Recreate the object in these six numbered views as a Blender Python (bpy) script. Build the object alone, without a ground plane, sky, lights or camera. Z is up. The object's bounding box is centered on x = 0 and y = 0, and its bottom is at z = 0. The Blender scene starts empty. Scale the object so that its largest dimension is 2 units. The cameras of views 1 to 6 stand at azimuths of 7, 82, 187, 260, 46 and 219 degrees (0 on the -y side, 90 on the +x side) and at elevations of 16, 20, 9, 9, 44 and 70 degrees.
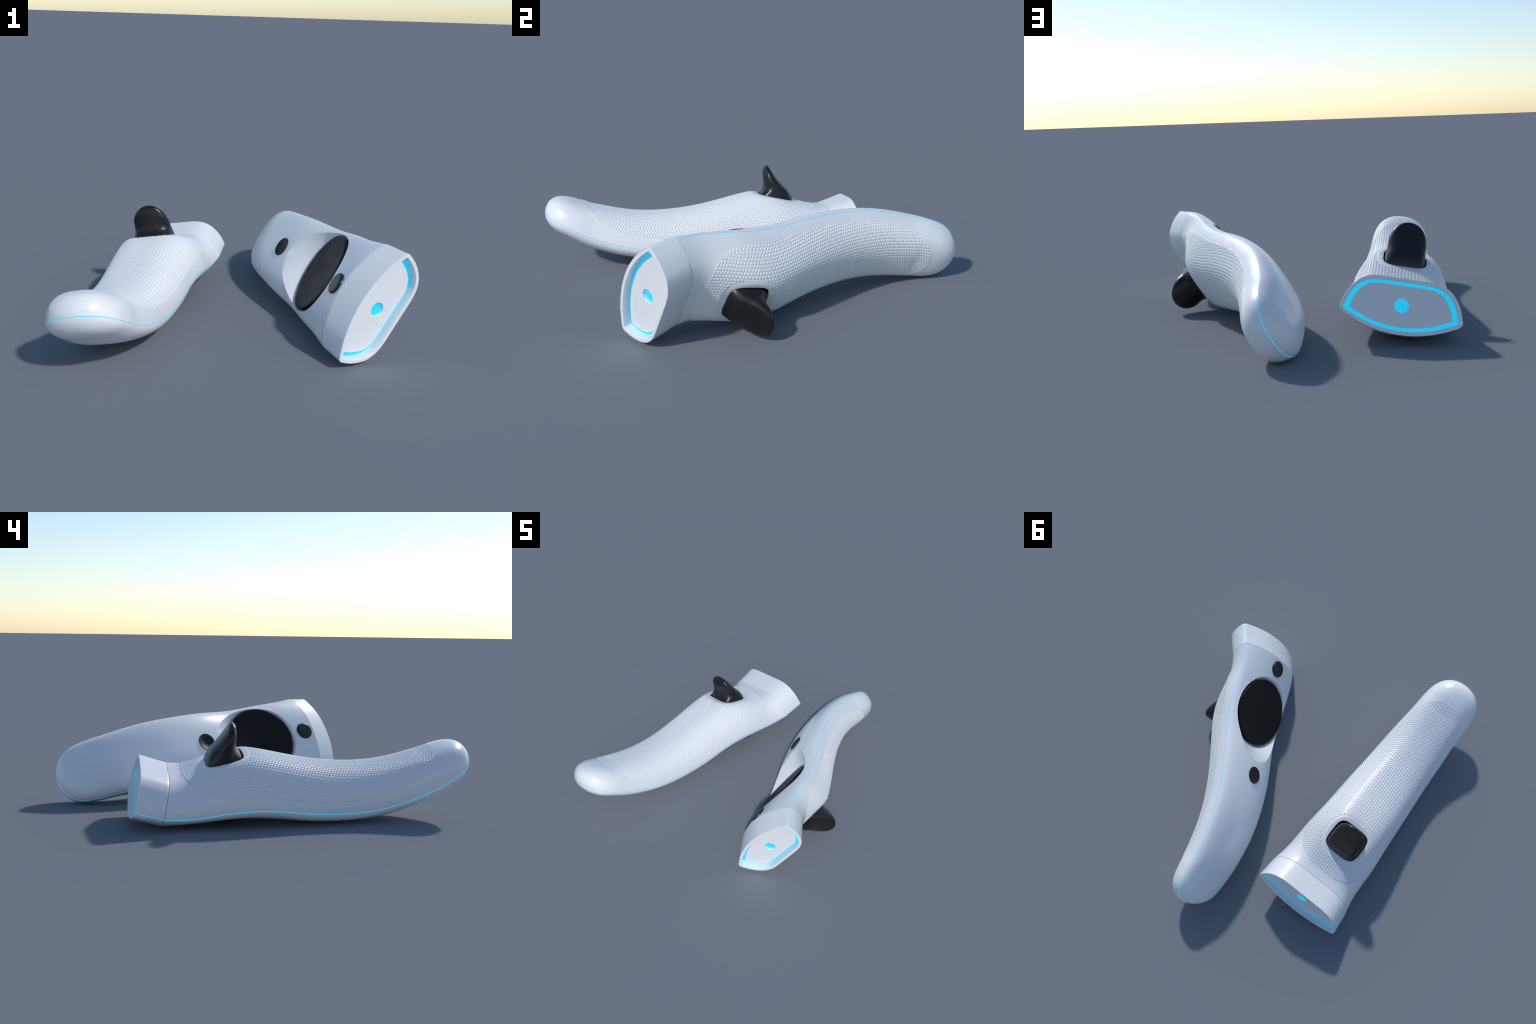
"""Two identical hand-held motion controllers lying on the ground.

Each controller is a curved handle: a grip shell (trigger side) and a pad shell
(touchpad side) that meet along a glowing parting line, a flared collar at the
front with a glowing end, a trigger, a tilted round touchpad in a conical dish
and two round buttons.  Local frame: x runs from the tail (-) to the collar (0),
y is sideways, z points to the trigger side.
"""
import bpy, bmesh, math
import numpy as np
from mathutils import Matrix, Vector

# ------------------------------------------------------------------ helpers
def spline(t, P, q):
    """Natural cubic spline through P (at parameters t), evaluated at q."""
    t = np.asarray(t, float); P = np.asarray(P, float); n = len(t); h = np.diff(t)
    shape = P.shape[1:]; P = P.reshape(n, -1)
    A = np.zeros((n, n)); b = np.zeros_like(P); A[0, 0] = A[-1, -1] = 1
    for i in range(1, n - 1):
        A[i, i - 1], A[i, i], A[i, i + 1] = h[i - 1], 2 * (h[i - 1] + h[i]), h[i]
        b[i] = 6 * ((P[i + 1] - P[i]) / h[i] - (P[i] - P[i - 1]) / h[i - 1])
    M = np.linalg.solve(A, b)
    q = np.atleast_1d(q).astype(float)
    i = np.clip(np.searchsorted(t, q) - 1, 0, n - 2)
    u = (q - t[i])[:, None]; hh = h[i][:, None]
    r = P[i] + u * ((P[i + 1] - P[i]) / hh - hh * (2 * M[i] + M[i + 1]) / 6) \
        + u ** 2 * M[i] / 2 + u ** 3 * (M[i + 1] - M[i]) / (6 * hh)
    return r.reshape((len(q),) + shape)

def resample(P, n):
    """n points at even arc length along the polyline P."""
    d = np.concatenate([[0], np.cumsum(np.linalg.norm(np.diff(P, axis=0), axis=1))])
    q = np.linspace(0, d[-1], n)
    return np.stack([np.interp(q, d, P[:, k]) for k in range(P.shape[1])], 1)

def smooth_by_angle(me, angle=35.0):
    me.polygons.foreach_set("use_smooth", [True] * len(me.polygons))
    bm = bmesh.new(); bm.from_mesh(me)
    lim = math.radians(angle)
    for e in bm.edges:
        if len(e.link_faces) == 2:
            e.smooth = e.calc_face_angle(0.0) < lim
    bm.to_mesh(me); bm.free()

def make_mesh(name, verts, faces, angle=35.0, merge=1e-6):
    me = bpy.data.meshes.new(name)
    me.from_pydata([tuple(map(float, v)) for v in verts], [], faces)
    bm = bmesh.new(); bm.from_mesh(me)
    if merge:
        bmesh.ops.remove_doubles(bm, verts=bm.verts, dist=merge)
    bmesh.ops.recalc_face_normals(bm, faces=bm.faces)
    bm.to_mesh(me); bm.free()
    smooth_by_angle(me, angle)
    return me

def grid_faces(rows, cols, base=0, wrap=False):
    f = []
    for i in range(rows - 1):
        for j in range(cols if wrap else cols - 1):
            k = (j + 1) % cols
            f.append((base + i * cols + j, base + i * cols + k, base + (i + 1) * cols + k, base + (i + 1) * cols + j))
    return f

def lofted(name, loops, cap_first=False, cap_last=False, angle=35.0):
    """Skin through closed loops of equal length."""
    n = len(loops[0]); V = np.concatenate(loops); F = grid_faces(len(loops), n, wrap=True); V = list(V)
    for flag, base, loop in ((cap_first, 0, loops[0]), (cap_last, (len(loops) - 1) * n, loops[-1])):
        if flag:
            V.append(np.mean(loop, 0)); c = len(V) - 1
            F += [(base + j, base + (j + 1) % n, c) for j in range(n)]
    return make_mesh(name, V, F, angle)

# ------------------------------------------------------------------ body form
STATION = np.array([0, .07, .16, .25, .38, .52, .66, .79, .89, .96, 1.0])
CREST = np.array([(-.165, .1089), (-.25, .1175), (-.40, .1758), (-.52, .1980), (-.75, .1568), (-.98, .130),
                  (-1.20, .1428), (-1.3556, .1779), (-1.4268, .2025), (-1.5775, .2295), (-1.6232, .1642)])
BELLY = np.array([(-.115, -.130), (-.25, -.1164), (-.40, -.1021), (-.58, -.1005), (-.78, -.1176), (-1.0, -.1219),
                  (-1.2152, -.0922), (-1.4064, -.0305), (-1.5143, .0308), (-1.6045, .097)])
HALF_WIDTH = np.array([.2555, .2377, .2327, .2197, .2086, .1932, .1806, .1658, .1597, .1016])
LINE_LEVEL = np.array([.3811, .292, .2561, .2599, .2756, .2703, .2752, .3021, .3003, .3750, .50])
# section exponents |y/w|^a + |t|^b = 1, above and below the parting line
EXP_STATION = np.array([0, .12, .25, .45, .66, .82, .93, 1.0])
EXPONENT = dict(
    up_a=[4.517, 3.313, 3.50, 3.10, 2.60, 3.105, 2.498, 1.621],
    up_b=[1.402, 1.55, 1.38, 1.72, 2.15, 2.361, 2.472, 2.006],
    low_a=[1.95, 2.122, 2.188, 2.310, 2.549, 2.480, 2.475, 2.293],
    low_b=[1.55, 1.95, 2.072, 2.470, 2.366, 1.999, 2.007, 2.177])

FACET = ((-.552, .2005), (-.300, .1355))      # (x, z) ends of the facet

def quarter(w, a, b, n):
    """Quarter section from the centre (0,1) to the side (w,0), even in arc length; unit height."""
    q = np.linspace(0, 1, 900); ph = np.pi / 2 * (1 - (3 * q ** 2 - 2 * q ** 3))
    return np.cos(ph).clip(0) ** (2 / a) * w, np.sin(ph).clip(0) ** (2 / b)

def body_sections(s, n):
    """Upper and lower quarter sections (y >= 0), from the centre line to the parting line."""
    t = np.concatenate([STATION, 2 - STATION[:-1][::-1]])
    outline = np.concatenate([CREST, BELLY[::-1]])
    T, B = spline(t, outline, s), spline(t, outline, 2 - s)
    W = spline(t, np.concatenate([HALF_WIDTH, [0], -HALF_WIDTH[::-1]]), s)
    H = spline(STATION, LINE_LEVEL, s)
    L = B + H[:, None] * (T - B)
    e = {k: spline(EXP_STATION, v, s) for k, v in EXPONENT.items()}
    out = []
    for side, end in (("up", T), ("low", B)):
        rows = []
        for i in range(len(s)):
            y, h = quarter(W[i], e[side + "_a"][i], e[side + "_b"][i], n)
            xz = L[i] + h[:, None] * (end[i] - L[i])
            if side == "up":                      # flat facet round the trigger opening
                facet = FACET[0][1] + (xz[:, 0] - FACET[0][0]) * (FACET[1][1] - FACET[0][1]) / (FACET[1][0] - FACET[0][0])
                on = (xz[:, 0] > FACET[0][0]) & (xz[:, 0] < FACET[1][0])
                xz[:, 1] = np.where(on, np.minimum(xz[:, 1], facet), xz[:, 1])
            rows.append(resample(np.stack([xz[:, 0], y, xz[:, 1]], 1), n))
        out.append(np.array(rows))
    return out[0], out[1], np.stack([L[:, 0], W, L[:, 1]], 1), T

s_body = np.concatenate([np.linspace(0, .8, 150, endpoint=False), .8 + .2 * np.sin(np.linspace(0, 1, 70) * np.pi / 2)])
s_body[-1] = 1.0
NQ = 44
UP, LOW, LINE, TOPS = body_sections(s_body, NQ)

def shell_mesh(name, Q, arch):
    """One half shell, closed inside by an arched membrane between the two parting lines."""
    rows = []
    for i in range(len(Q)):
        right = Q[i][::-1]                       # line -> centre
        left = Q[i][1:] * [1, -1, 1]             # centre -> other line
        outer = np.concatenate([right, left])
        yy = np.linspace(-1, 1, 13)[1:-1]
        L = LINE[i]
        lift = arch * (TOPS[i] - L[[0, 2]])
        inner = np.stack([L[0] + lift[0] * (1 - yy ** 2), yy * L[1], L[2] + lift[1] * (1 - yy ** 2)], 1)
        rows.append(np.concatenate([outer, inner]))
    n = len(rows[0]); V = np.concatenate(rows); F = grid_faces(len(rows), n, wrap=True)
    V = np.concatenate([V, [rows[0].mean(0)]])
    F += [(j, (j + 1) % n, len(V) - 1) for j in range(n)]
    return make_mesh(name, V, F, 35, merge=2e-5)

def boolean_cut(me, cutters, angle=32.0):
    ob = bpy.data.objects.new("cut_tool_target", me); bpy.context.collection.objects.link(ob)
    tools = []
    for c in cutters:
        o = bpy.data.objects.new("cut_tool", c); bpy.context.collection.objects.link(o); tools.append(o)
        m = ob.modifiers.new("cut", "BOOLEAN"); m.operation = "DIFFERENCE"; m.solver = "EXACT"; m.object = o
    bpy.context.view_layer.update()
    ev = ob.evaluated_get(bpy.context.evaluated_depsgraph_get())
    res = bpy.data.meshes.new_from_object(ev); res.name = me.name
    for o in tools + [ob]:
        d = o.data; bpy.data.objects.remove(o); bpy.data.meshes.remove(d)
    smooth_by_angle(res, angle)
    return res

# ------------------------------------------------------------------ materials
def principled(name, colour, rough, **kw):
    m = bpy.data.materials.new(name); m.use_nodes = True
    nt = m.node_tree; b = nt.nodes["Principled BSDF"]
    b.inputs["Base Color"].default_value = (*colour, 1); b.inputs["Roughness"].default_value = rough
    for k, v in kw.items():
        b.inputs[k].default_value = v
    return m, nt, b

def add_noise(nt, scale, detail=4.0, rough=.6, stretch=(1, 1, 1)):
    co = nt.nodes.new("ShaderNodeTexCoord"); mp = nt.nodes.new("ShaderNodeMapping"); no = nt.nodes.new("ShaderNodeTexNoise")
    mp.inputs["Scale"].default_value = stretch
    no.inputs["Scale"].default_value = scale; no.inputs["Detail"].default_value = detail; no.inputs["Roughness"].default_value = rough
    nt.links.new(co.outputs["Object"], mp.inputs["Vector"]); nt.links.new(mp.outputs["Vector"], no.inputs["Vector"])
    return no

def ramp(nt, src, stops):
    r = nt.nodes.new("ShaderNodeValToRGB"); el = r.color_ramp.elements
    while len(el) < len(stops): el.new(.5)
    for e, (p, c) in zip(el, stops):
        e.position = p; e.color = (*c, 1) if hasattr(c, "__len__") else (c, c, c, 1)
    nt.links.new(src, r.inputs["Fac"]); return r

def scuffed_plastic(name, colour, scuff, rough, spec=.5):
    """Plastic with faint patchy scuffs and uneven gloss."""
    m, nt, b = principled(name, colour, rough)
    b.inputs["Specular IOR Level"].default_value = spec
    fine = add_noise(nt, 95, 5, .72, (1, 1.7, 1.2)); patch = add_noise(nt, 5, 3)
    f = ramp(nt, fine.outputs["Fac"], [(.60, 0.0), (.70, 1.0)]); p = ramp(nt, patch.outputs["Fac"], [(.48, 0.0), (.66, 1.0)])
    mul = nt.nodes.new("ShaderNodeMath"); mul.operation = "MULTIPLY"
    nt.links.new(f.outputs["Color"], mul.inputs[0]); nt.links.new(p.outputs["Color"], mul.inputs[1])
    mix = nt.nodes.new("ShaderNodeMix"); mix.data_type = "RGBA"
    mix.inputs["A"].default_value = (*colour, 1); mix.inputs["B"].default_value = (*scuff, 1)
    nt.links.new(mul.outputs[0], mix.inputs["Factor"]); nt.links.new(mix.outputs["Result"], b.inputs["Base Color"])
    g = add_noise(nt, 9, 5); gr = ramp(nt, g.outputs["Fac"], [(.3, rough * .9), (.7, rough * 1.15)])
    nt.links.new(gr.outputs["Color"], b.inputs["Roughness"])
    return m

WHITE = scuffed_plastic("white_plastic", (.82, .84, .87), (.69, .70, .71), .29, .65)  # base white tinted slightly blue towards the cool shade seen on the shells
BLACK = scuffed_plastic("black_rubber", (.010, .0105, .011), (.020, .019, .018), .32, .45)
SATIN = scuffed_plastic("satin_black", (.010, .0105, .011), (.018, .017, .016), .5, .35)
PAD = scuffed_plastic("matt_black_pad", (.0085, .009, .010), (.011, .011, .011), .5, .17)
DARK = principled("dark_gap", (.02, .02, .022), .6)[0]
GLOW = principled("blue_glow", (.03, .34, .40), .4)[0]
gb = GLOW.node_tree.nodes["Principled BSDF"]
gb.inputs["Emission Color"].default_value = (.010, .40, .67, 1); gb.inputs["Emission Strength"].default_value = 1.0

PARTS = []            # (name, mesh, material, local location, kind)
def part(name, me, mat, kind=None):
    me.materials.clear(); me.materials.append(mat); PARTS.append((name, me, kind))

# ------------------------------------------------------------------ pad shell with dish
PAD_C = np.array([-.460, 0, -.0760]); PAD_R = .195; PAD_TILT = -.1657
pu = np.array([1, 0, PAD_TILT]) / math.hypot(1, PAD_TILT); pn = np.array([pu[2], 0, -pu[0]])  # outward normal
def ring_about(c, u, v, r, n):
    a = np.linspace(0, 2 * np.pi, n, endpoint=False)
    return c + r * (np.outer(np.cos(a), u) + np.outer(np.sin(a), v))
YAX = np.array([0, 1.0, 0])
dish = [ring_about(PAD_C + pn * h, pu, YAX, r, 128) for h, r in
        ((-.024, .1985), (-.017, .2000), (-.006, .2085), (.005, .2160), (.02, .2275), (.04, .2440), (.065, .2700), (.09, .2985), (.20, .43))]
dish_cutter = lofted("dish_cutter", dish, True, True)
def belly_at(x):
    b = LOW[:, 0]; i = np.argsort(b[:150, 0]); z = np.interp(x, b[i, 0], b[i, 2])
    g = (np.interp(x + .01, b[i, 0], b[i, 2]) - np.interp(x - .01, b[i, 0], b[i, 2])) / .02
    return np.array([x, 0, z]), g
c, g = belly_at(-.858); u = np.array([1, 0, g]) / math.hypot(1, g); nrm = np.array([u[2], 0, -u[0]])
pocket_cutter = lofted("pocket_cutter", [ring_about(c + nrm * h, u, YAX, .0482, 64) for h in (-.025, .05)], True, True)
part("pad_shell", boolean_cut(shell_mesh("pad_shell", LOW, .42), [dish_cutter, pocket_cutter]), WHITE)

pad_profile = [(-.045, .194), (-.006, .195), (-.003, .1945), (-.001, .193), (0, .190), (-.0022, .165), (-.0045, .125), (-.0068, .08), (-.0080, .035)]
part("touchpad", lofted("touchpad", [ring_about(PAD_C + pn * h, pu, YAX, r, 128) for h, r in pad_profile], True, True, 50), PAD)

# ------------------------------------------------------------------ buttons
FRONT_BUTTON = [(-.03, .0475), (.003, .0488), (.0065, .0475), (.0085, .0445), (.0095, .040), (.0102, .028), (.0105, .012)]   # domed
REAR_BUTTON = [(-.03, .0475), (.002, .0485), (.0040, .0478), (.0042, .0462), (.0030, .0445), (-.0005, .036), (-.0035, .025), (-.0050, .012)]   # hollow
for bx, prof in ((-.178, FRONT_BUTTON), (-.858, REAR_BUTTON)):
    c, g = belly_at(bx); u = np.array([1, 0, g]) / math.hypot(1, g); nrm = np.array([u[2], 0, -u[0]])
    part("button", lofted("button", [ring_about(c + nrm * h, u, YAX, r, 64) for h, r in prof], True, True, 60), BLACK if prof is FRONT_BUTTON else SATIN)

# ------------------------------------------------------------------ grip shell with trigger well
HOLE = (-.4235, .0885, .1015, 4.0); PATCH = (-.426, .119, .131, 3.0)
def super_ring(cx, rx, ry, n, z, count=96):
    a = np.linspace(0, 2 * np.pi, count, endpoint=False); c, s_ = np.cos(a), np.sin(a)
    return np.stack([cx + rx * np.sign(c) * np.abs(c) ** (2 / n), ry * np.sign(s_) * np.abs(s_) ** (2 / n), np.full(count, z)], 1)
def tilt_loop(loop, slope=-.268, cx=-.424):
    l = loop.copy(); l[:, 2] += slope * (l[:, 0] - cx); return l
well_cutter = lofted("well_cutter", [tilt_loop(super_ring(*HOLE, z)) for z in (.035, .32)], True, True)
part("grip_shell", boolean_cut(shell_mesh("grip_shell", UP, .05), [well_cutter]), WHITE)
part("trigger_well", lofted("trigger_well", [tilt_loop(super_ring(HOLE[0], HOLE[1] - d, HOLE[2] - d, HOLE[3], z))
                            for z, d in ((.158, .0009), (.038, .001))], False, True), DARK)

# ------------------------------------------------------------------ trigger
TRIG_Z = np.array([.060, .100, .140, .165, .187, .207, .240, .285, .315, .330, .3365])
TRIG_FRONT = np.array([-.336, -.336, -.334, -.336, -.345, -.358, -.386, -.420, -.4385, -.449, -.4575])
TRIG_REAR = np.array([-.505, -.505, -.506, -.506, -.502, -.486, -.477, -.479, -.476, -.4685, -.4575])
def trigger_mesh():
    """Blade with a wide, slightly hollow finger face in front and a rounder, narrower back."""
    loops = []
    zs = np.concatenate([[.06], np.linspace(.10, .24, 24), .24 + .0965 * np.sin(np.linspace(0, 1, 30)[1:] * np.pi / 2)])
    a = np.linspace(0, 2 * np.pi, 96, endpoint=False); c, s_ = np.cos(a), np.sin(a)
    for z in zs:
        f = spline(TRIG_Z, TRIG_FRONT, [z])[0]; r = spline(TRIG_Z, TRIG_REAR, [z])[0]
        hw = .0968 - .0068 * np.clip((z - .15) / .06, 0, 1)
        if z > .232:
            hw *= max(0, 1 - ((z - .232) / .1045) ** 2.1) ** .5
        hw = max(hw, 1e-4); th = max(f - r, 2e-4)
        up = np.clip((z - .16) / .06, 0, 1); split = .5 - .02 * up
        cx = f - split * th
        nf, nr = 4.0 - 1.7 * up, 4.0 - 1.5 * up
        n = np.where(c >= 0, nf, nr)
        x = cx + np.where(c >= 0, f - cx, cx - r) * np.sign(c) * np.abs(c) ** (2 / n)
        y = hw * np.sign(s_) * np.abs(s_) ** (2 / n)
        hollow = .002 * math.sin(np.pi * np.clip((z - .16) / .165, 0, 1)) ** 1
        x = np.where(c > 0, x - hollow * (1 - (y / hw) ** 2) ** 1.5 * np.clip(c * 1.5, 0, 1), x)
        L = np.stack([x, y, np.full(len(x), z)], 1)
        k = np.clip((.2 - z) / .06, 0, 1)                       # base follows the tilted opening
        L[:, 2] += -.268 * k * .6 * (L[:, 0] - cx)
        loops.append(L)
    return lofted("trigger", loops, True, True, 60)
part("trigger", trigger_mesh(), BLACK)

# ------------------------------------------------------------------ collar and glowing end
RIM_TILT = math.radians(-14)
ru = np.array([math.sin(RIM_TILT), 0, math.cos(RIM_TILT)]); rn = np.array([math.cos(RIM_TILT), 0, -math.sin(RIM_TILT)])
def rim_point(P, depth=0.0):
    return np.outer(P[:, 0], YAX) + np.outer(P[:, 1], ru) - depth * rn
RIM_UP = np.array([(0, .151), (.06, .151), (.105, .1505), (.14, .147), (.165, .140), (.188, .128), (.207, .1135), (.222, .096),
                   (.236, .075), (.247, .053), (.256, .028), (.2615, .006)])
RIM_LOW = np.array([(.264, -.006), (.261, -.0165), (.252, -.0260), (.232, -.0365), (.20, -.0510), (.165, -.0650), (.125, -.0765),
                    (.08, -.0860), (.04, -.0905), (0, -.092)])
def rim_loop(n=48):
    k = np.concatenate([RIM_UP, RIM_LOW]); t = np.concatenate([[0], np.cumsum(np.linalg.norm(np.diff(k, axis=0), axis=1))])
    i = len(RIM_UP) - 1; tm = t[i] + np.linalg.norm(RIM_UP[-1])   # the parting line crosses near (w, 0)
    up = resample(spline(t, k, np.linspace(0, t[i] + .006, 300)), n); low = resample(spline(t, k, np.linspace(t[i] + .006, t[-1], 300)), n)
    half = np.concatenate([up, low[1:]])                         # top centre -> side -> bottom centre
    return np.concatenate([half, (half * [-1, 1])[::-1][1:-1]])
def inset(loop, d):
    """Offset a closed 2D loop inwards, dropping what folds over."""
    nxt, prv = np.roll(loop, -1, 0), np.roll(loop, 1, 0); tg = nxt - prv; tg /= np.linalg.norm(tg, axis=1)[:, None]
    nr = np.stack([tg[:, 1], -tg[:, 0]], 1)
    if ((loop.mean(0) - loop) * nr).sum() < 0: nr = -nr
    q = loop + nr * d
    dense = np.concatenate([np.linspace(a, b, 6, endpoint=False) for a, b in zip(loop, nxt)])
    keep = np.array([np.linalg.norm(dense - p, axis=1).min() > d * .985 for p in q])
    return q[keep]
def star(loop, centre, n):
    """Resample a star-shaped loop at even angles about a centre."""
    r = loop - centre; a = np.arctan2(r[:, 1], r[:, 0]); o = np.argsort(a); a, r = a[o], r[o]
    cl = np.concatenate([r[-1:], r, r[:1]]); ca = np.concatenate([[a[-1] - 2 * np.pi], a, [a[0] + 2 * np.pi]])
    q = np.linspace(-np.pi, np.pi, n, endpoint=False); i = np.clip(np.searchsorted(ca, q) - 1, 0, len(ca) - 2)
    out = []
    for k, j in zip(q, i):
        d = np.array([math.cos(k), math.sin(k)]); p0, p1 = cl[j], cl[j + 1]; e = p1 - p0
        den = d[0] * e[1] - d[1] * e[0]
        out.append(centre + d * ((p0[0] * e[1] - p0[1] * e[0]) / den if abs(den) > 1e-12 else np.linalg.norm(p0)))
    return np.array(out)

rim2 = rim_loop()
NR = len(rim2)
rim3 = rim_point(rim2)
half0 = np.concatenate([UP[0], LOW[0][::-1][1:]])
h_up, h_low = resample(UP[0], 48), resample(LOW[0][::-1], 48)
half0 = np.concatenate([h_up, h_low[1:]])
seam3 = np.concatenate([half0, (half0 * [1, -1, 1])[::-1][1:-1]])
EDGE = .0016
seam_dir = rim3 - seam3; seam_len = np.linalg.norm(seam_dir, axis=1)[:, None]; seam_dir /= seam_len
cen_s = seam3.mean(0)
GAP = .0018
outer = [seam3 + seam_dir * GAP + (cen_s - seam3) / np.linalg.norm(cen_s - seam3, axis=1)[:, None] * .004,
         seam3 + seam_dir * GAP + (cen_s - seam3) / np.linalg.norm(cen_s - seam3, axis=1)[:, None] * .0008,
         seam3 + seam_dir * (GAP + .001)]
for k in np.linspace(.08, .96, 12):
    outer.append(seam3 + (rim3 - seam3) * k)
outer.append(rim3 - seam_dir * EDGE)
DOT = np.array([0, .0340]); DOT_R = .0315; WALL = .0168; RING_W = .0150; PLATE_D = .0273; GLOW_D = .0390
C0 = np.array([0, .03]); NS = 192
def as_star(l): return star(l, C0, NS)
collar_loops = [star(rim2, C0, NS)]
rim_in1 = as_star(inset(rim2, .0014)); wall0 = as_star(inset(rim2, WALL - .001)); wall1 = as_star(inset(rim2, WALL))
# outer skin (rim parameterised) and the rim band + recess wall are joined at the same edge
skin = lofted("collar_skin", outer + [rim_point(rim2 * (1 - .0014 / np.linalg.norm(rim2, axis=1)[:, None]))], True, False)
band = lofted("collar_band", [rim_point(rim_in1), rim_point(wall0), rim_point(wall1, .001), rim_point(wall1, GLOW_D + .002)], False, False)
bm = bmesh.new(); bm.from_mesh(skin); bm.from_mesh(band)
collar = bpy.data.meshes.new("collar"); bm.to_mesh(collar); bm.free()
bm = bmesh.new(); bm.from_mesh(collar); bmesh.ops.recalc_face_normals(bm, faces=bm.faces); bm.to_mesh(collar); bm.free()
smooth_by_angle(collar, 35)
part("collar", collar, WHITE)
part("dark_seam_band", lofted("dark_seam_band", [seam3 + seam_dir * a + (cen_s - seam3) / np.linalg.norm(cen_s - seam3, axis=1)[:, None] * .0035  # dark band set slightly inside the gap between collar and shells
                             for a in (-.004, .008)]), DARK)

NARROW = np.array([.965, 1.0])                # the plate leaves a wider ring at the two corners
plate0 = star(inset(rim2, WALL + RING_W) * NARROW, DOT, NS); ang = np.linspace(-np.pi, np.pi, NS, endpoint=False)
def circ(r): return DOT + r * np.stack([np.cos(ang), np.sin(ang)], 1)
plate_in = star(inset(rim2, WALL + RING_W + .0008) * NARROW, DOT, NS)
part("end_plate", lofted("end_plate", [rim_point(plate0, GLOW_D + .001), rim_point(plate0, PLATE_D + .0008), rim_point(plate_in, PLATE_D)]
     + [rim_point(plate_in + (circ(DOT_R + .0006) - plate_in) * k, PLATE_D) for k in (.25, .5, .75, 1)]
     + [rim_point(circ(DOT_R), PLATE_D + .0006), rim_point(circ(DOT_R), GLOW_D + .001)]), WHITE)
part("glow_ring", lofted("glow_ring", [rim_point(star(inset(rim2, WALL - .001), DOT, NS), GLOW_D), rim_point(star(inset(rim2, WALL + RING_W + .003) * NARROW, DOT, NS), GLOW_D)]), GLOW)
part("glow_dot", lofted("glow_dot", [rim_point(circ(DOT_R + .002), GLOW_D), rim_point(circ(DOT_R * .5), GLOW_D)], False, True), GLOW)

# ------------------------------------------------------------------ glowing parting line
def tube(name, path, radius, closed=False, sides=8):
    path = np.asarray(path); tg = np.gradient(path, axis=0); tg /= np.linalg.norm(tg, axis=1)[:, None]
    loops = []
    up = np.array([0, 0, 1.0])
    for p, t in zip(path, tg):
        a = np.cross(t, up); a /= np.linalg.norm(a); b = np.cross(a, t)
        loops.append(ring_about(p, a, b, radius, sides))
    return lofted(name, loops, True, True, 60)
def along_arc(Q, d):
    """Point at distance d from the parting line on a quarter section stored centre -> line."""
    P = Q[::-1]; t = np.concatenate([[0], np.cumsum(np.linalg.norm(np.diff(P, axis=0), axis=1))])
    return np.array([np.interp(min(d, t[-1]), t, P[:, k]) for k in range(3)])
def ribbon(half_width, proud):
    """Flush strip that straddles the parting line, from one side round the tail to the other."""
    rows = []
    for i in range(len(UP)):
        top, mid, bot = along_arc(UP[i], half_width), LINE[i], along_arc(LOW[i], half_width)
        rows.append(np.array([top, mid, bot]))
    rows = [r for r in rows[:-1]]
    tip = rows[-1].copy(); tip[:, 1] = 0
    full = np.array(rows + [tip] + [r * [1, -1, 1] for r in rows[::-1]])
    along = np.gradient(full[:, 1], axis=0); across = full[:, 0] - full[:, 2]
    nrm = np.cross(along, across); nrm /= np.linalg.norm(nrm, axis=1)[:, None]
    cen = np.array([0, 0, 0.]); sgn = np.sign((nrm * (full[:, 1] * [0, 1, 0])).sum(1)); sgn[np.abs(sgn) < .5] = 1
    k = len(rows); 
    if nrm[k][0] * sgn[k] > 0: sgn[k] = -sgn[k]
    nrm *= sgn[:, None]
    V = np.concatenate([full + nrm[:, None] * proud, full - nrm[:, None] * .003], 1)[:, [0, 1, 2, 5, 4, 3]]
    return lofted("glow_line", list(V), True, True, 40)
part("glow_line", ribbon(.0014, .0004), GLOW)
for sgn in (1, -1):
    a, b = seam3[47] * [1, sgn, 1], rim3[47] * [1, sgn, 1]; a[1] += sgn * .0002; b[1] += sgn * .0002
    pts = [a + (b - a) * k for k in np.linspace(.02, .985, 12)] + [b + [-.0004, 0, 0], b + [0, -sgn * .006, 0], b + [0, -sgn * .018, 0]]
    part("glow_line", tube("glow_line", resample(np.array(pts), 40), .0008), GLOW)

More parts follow.
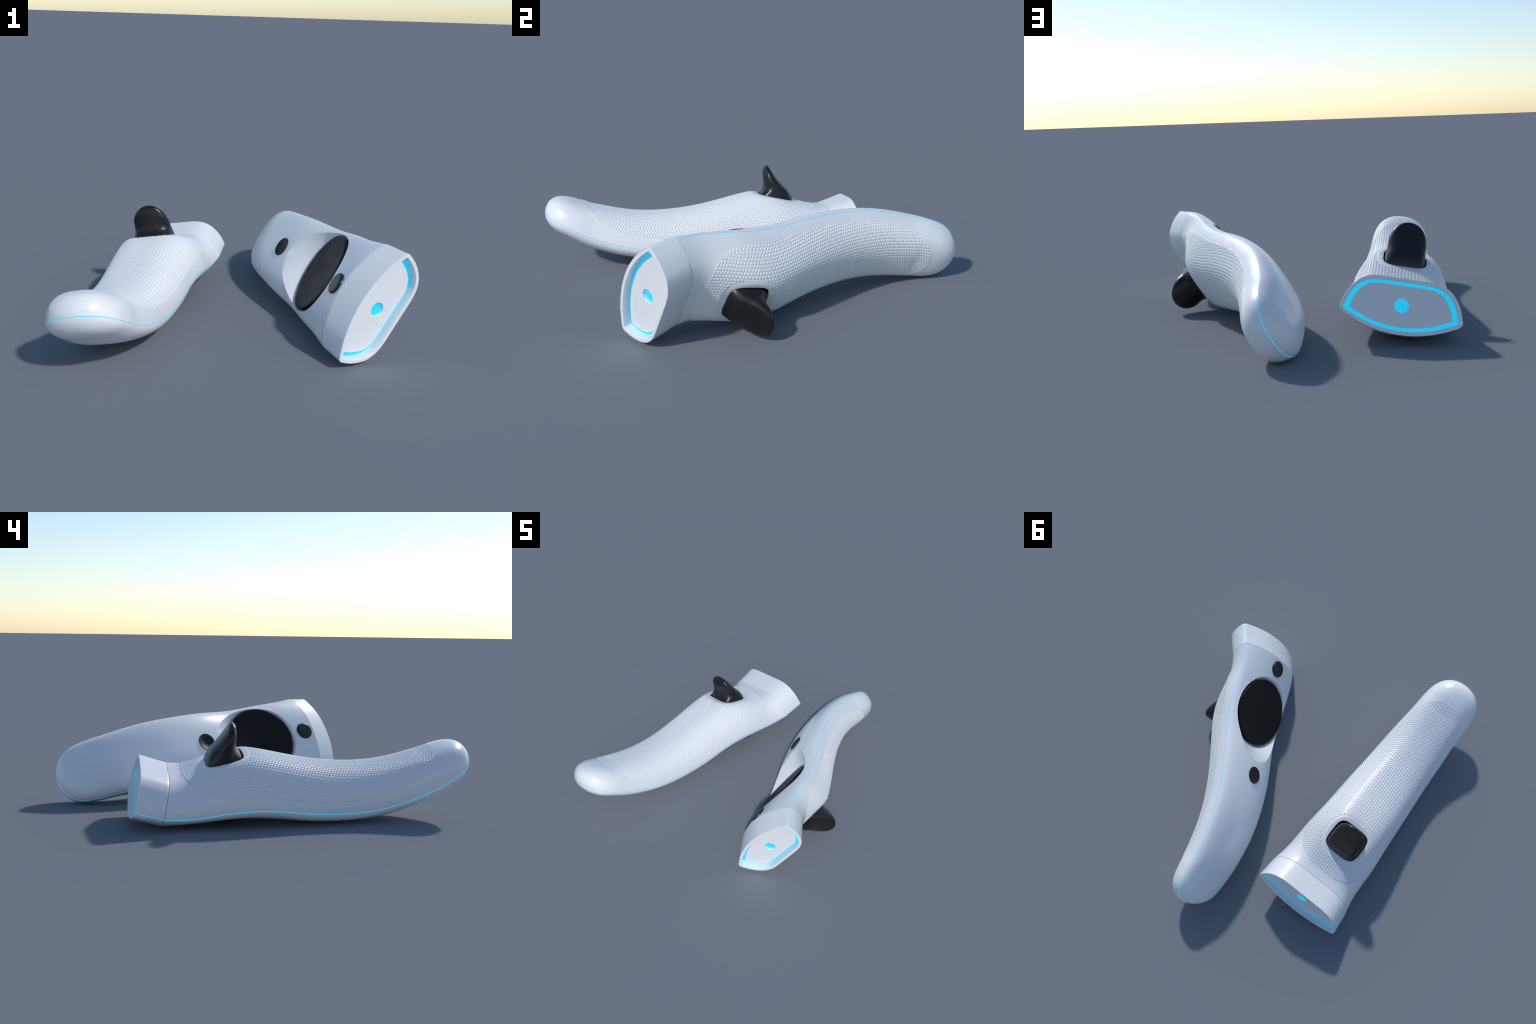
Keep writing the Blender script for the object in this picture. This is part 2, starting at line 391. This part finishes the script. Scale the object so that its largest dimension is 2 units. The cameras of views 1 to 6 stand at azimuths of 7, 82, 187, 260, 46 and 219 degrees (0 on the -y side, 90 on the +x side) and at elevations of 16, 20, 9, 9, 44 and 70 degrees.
# ------------------------------------------------------------------ grip scales: staggered pillow tiles
ROW, LEN, GROOVE, HIGH = .0150, .0142, .0010, .0026
EDGE_X = np.array([-1.47, -1.447, -1.426, -1.40, -1.365, -1.335, -1.30, -1.26, -1.20, -1.135, -1.08, -1.0, -.95, -.85, -.73, -.60, -.49, -.394, -.341, -.30])
EDGE_Z = np.array([.25, .211, .190, .166, .131, .099, .080, .059, .034, .018, .008, -.001, -.004, 0, .016, .029, .031, .036, .041, .060])
FRONT_Y = np.array([0, .08, .11, .15, .175, .20, .215, .23]); FRONT_X = np.array([-.216, -.218, -.230, -.247, -.266, -.299, -.341, -.36])
def grip_scales():
    sg = np.linspace(0.02, .93, 420); K = 90
    G = body_sections(sg, K)[0]                                   # stations x (crest -> line)
    width = np.linalg.norm(np.diff(G, axis=1), axis=2).sum(1)      # arc length crest -> line
    step = np.linalg.norm(np.diff(G, axis=0), axis=2)[:, :60].mean(1); along = np.concatenate([[0], np.cumsum(step)])
    # normals of the half surface
    du = np.gradient(G, axis=1); dv = np.gradient(G, axis=0); N = np.cross(du, dv); N /= np.linalg.norm(N, axis=2)[..., None]
    if N[200, 0, 2] < 0: N = -N
    def at(v, u):
        """surface point and normal at length v and signed arc u from the crest"""
        i = np.interp(v, along, np.arange(len(along))); au = np.abs(u)
        i0 = np.clip(i.astype(int), 0, len(sg) - 2); fi = (i - i0)[:, None]
        w = width[i0] * (1 - fi[:, 0]) + width[i0 + 1] * fi[:, 0]
        k = np.clip(au / w, 0, .9999) * (K - 1); k0 = k.astype(int); fk = (k - k0)[:, None]
        def lerp(A): return (A[i0, k0] * (1 - fk) + A[i0, k0 + 1] * fk) * (1 - fi) + (A[i0 + 1, k0] * (1 - fk) + A[i0 + 1, k0 + 1] * fk) * fi
        P, Q = lerp(G), lerp(N); sg_ = np.where(u < 0, -1.0, 1.0)
        P[:, 1] *= sg_; Q[:, 1] *= sg_
        return P, Q / np.linalg.norm(Q, axis=1)[:, None]
    def inside(P):
        """signed distance-like measure, positive where the scales are"""
        x, y, z = P[:, 0], np.abs(P[:, 1]), P[:, 2]
        d1 = np.where(x < -.30, (z - np.interp(x, EDGE_X, EDGE_Z)) * .75, 1.0)
        d2 = (np.interp(y, FRONT_Y, FRONT_X) - x)
        d3 = ((np.abs((x - PATCH[0]) / PATCH[1]) ** PATCH[3] + np.abs(y / PATCH[2]) ** PATCH[3]) ** (1 / PATCH[3]) - 1) * .12
        return np.minimum(np.minimum(d1, d2), d3)
    rows = int(.30 / ROW); cols = int(along[-1] / LEN)
    r, c = np.meshgrid(np.arange(-rows, rows + 1), np.arange(cols), indexing="ij")
    uc = (r * ROW).ravel().astype(float); vc = ((c + .5 * (r % 2)) * LEN).ravel() + .004
    C, _ = at(vc, uc); wmax = np.interp(vc, along, width)
    ok = (inside(C) > -.006) & (np.abs(uc) < wmax - .01)
    uc, vc = uc[ok], vc[ok]
    g = np.array([-1, -.87, -.52, .52, .87, 1.0]); rise = np.array([-.30, .78, 1.0, 1.0, .78, -.30])
    a, b = np.meshgrid(g, g, indexing="ij"); hgt = np.minimum(rise[:, None], rise[None, :]).ravel()
    hgt = np.where(hgt > 0, hgt * (1 - .16 * (a.ravel() ** 2 + b.ravel() ** 2)), hgt)
    U = (uc[:, None] + b.ravel()[None] * (ROW - GROOVE) / 2).ravel(); Vv = (vc[:, None] + a.ravel()[None] * (LEN - GROOVE) / 2).ravel()
    P, Nn = at(Vv, U)
    f = np.clip(inside(P) / .0025, 0, 1); f = f * f * (3 - 2 * f)
    h = np.tile(hgt, len(uc)) * HIGH
    h = np.where(f > 0, h * f - (1 - f) * .0010, -.0012)
    P = P + Nn * h[:, None]
    m = len(g); q = [(i * m + j, i * m + j + 1, (i + 1) * m + j + 1, (i + 1) * m + j) for i in range(m - 1) for j in range(m - 1)]
    F = (np.arange(len(uc))[:, None, None] * (m * m) + np.array(q)[None]).reshape(-1, 4)
    me = bpy.data.meshes.new("grip_scales"); me.from_pydata(P.tolist(), [], F.tolist())
    me.polygons.foreach_set("use_smooth", [True] * len(me.polygons)); me.update()
    # outward winding
    p0 = me.polygons[len(me.polygons) // 2]
    nn = Nn[F[len(F) // 2][0]]
    if Vector(nn).dot(p0.normal) < 0: me.flip_normals()
    return me
part("grip_scales", grip_scales(), WHITE, "stuff")

# ------------------------------------------------------------------ place the two controllers
def pose(rows, t):
    m = Matrix.Identity(4)
    for i in range(3):
        for j in range(3): m[i][j] = rows[i][j]
        m[i][3] = t[i]
    return m
yaw, roll = math.radians(89.638), math.radians(-9.187)
POSES = [
    (Matrix.Translation((-.5002, .6238, .1396)) @ Matrix.Rotation(yaw, 4, "Z") @ Matrix.Rotation(roll, 4, "X"),
     "white motion controller lying pad down with trigger up", (-.5, -.2, 0)),
    (pose([(.43943, -.47804, .76051), (-.89775, -.26278, .35355), (.03084, -.83811, -.54463)], (.59241, -.52502, .25488)),
     "white motion controller lying on its side showing round touchpad", (.35, .1, 0)),
]
for M, label, base in POSES:
    top = bpy.data.objects.new("motion_controller", None)
    bpy.context.collection.objects.link(top)
    rot = M.to_3x3().to_4x4()
    W = Matrix.Translation(base) @ rot
    top.matrix_world = W; top.empty_display_size = .1
    top["label"] = label; top["category"] = "game controller"
    for name, me, kind in PARTS:
        o = bpy.data.objects.new(name, me); bpy.context.collection.objects.link(o)
        o.parent = top; o.matrix_parent_inverse = Matrix.Identity(4)
        o.matrix_local = W.inverted() @ M
        if kind: o["kind"] = kind
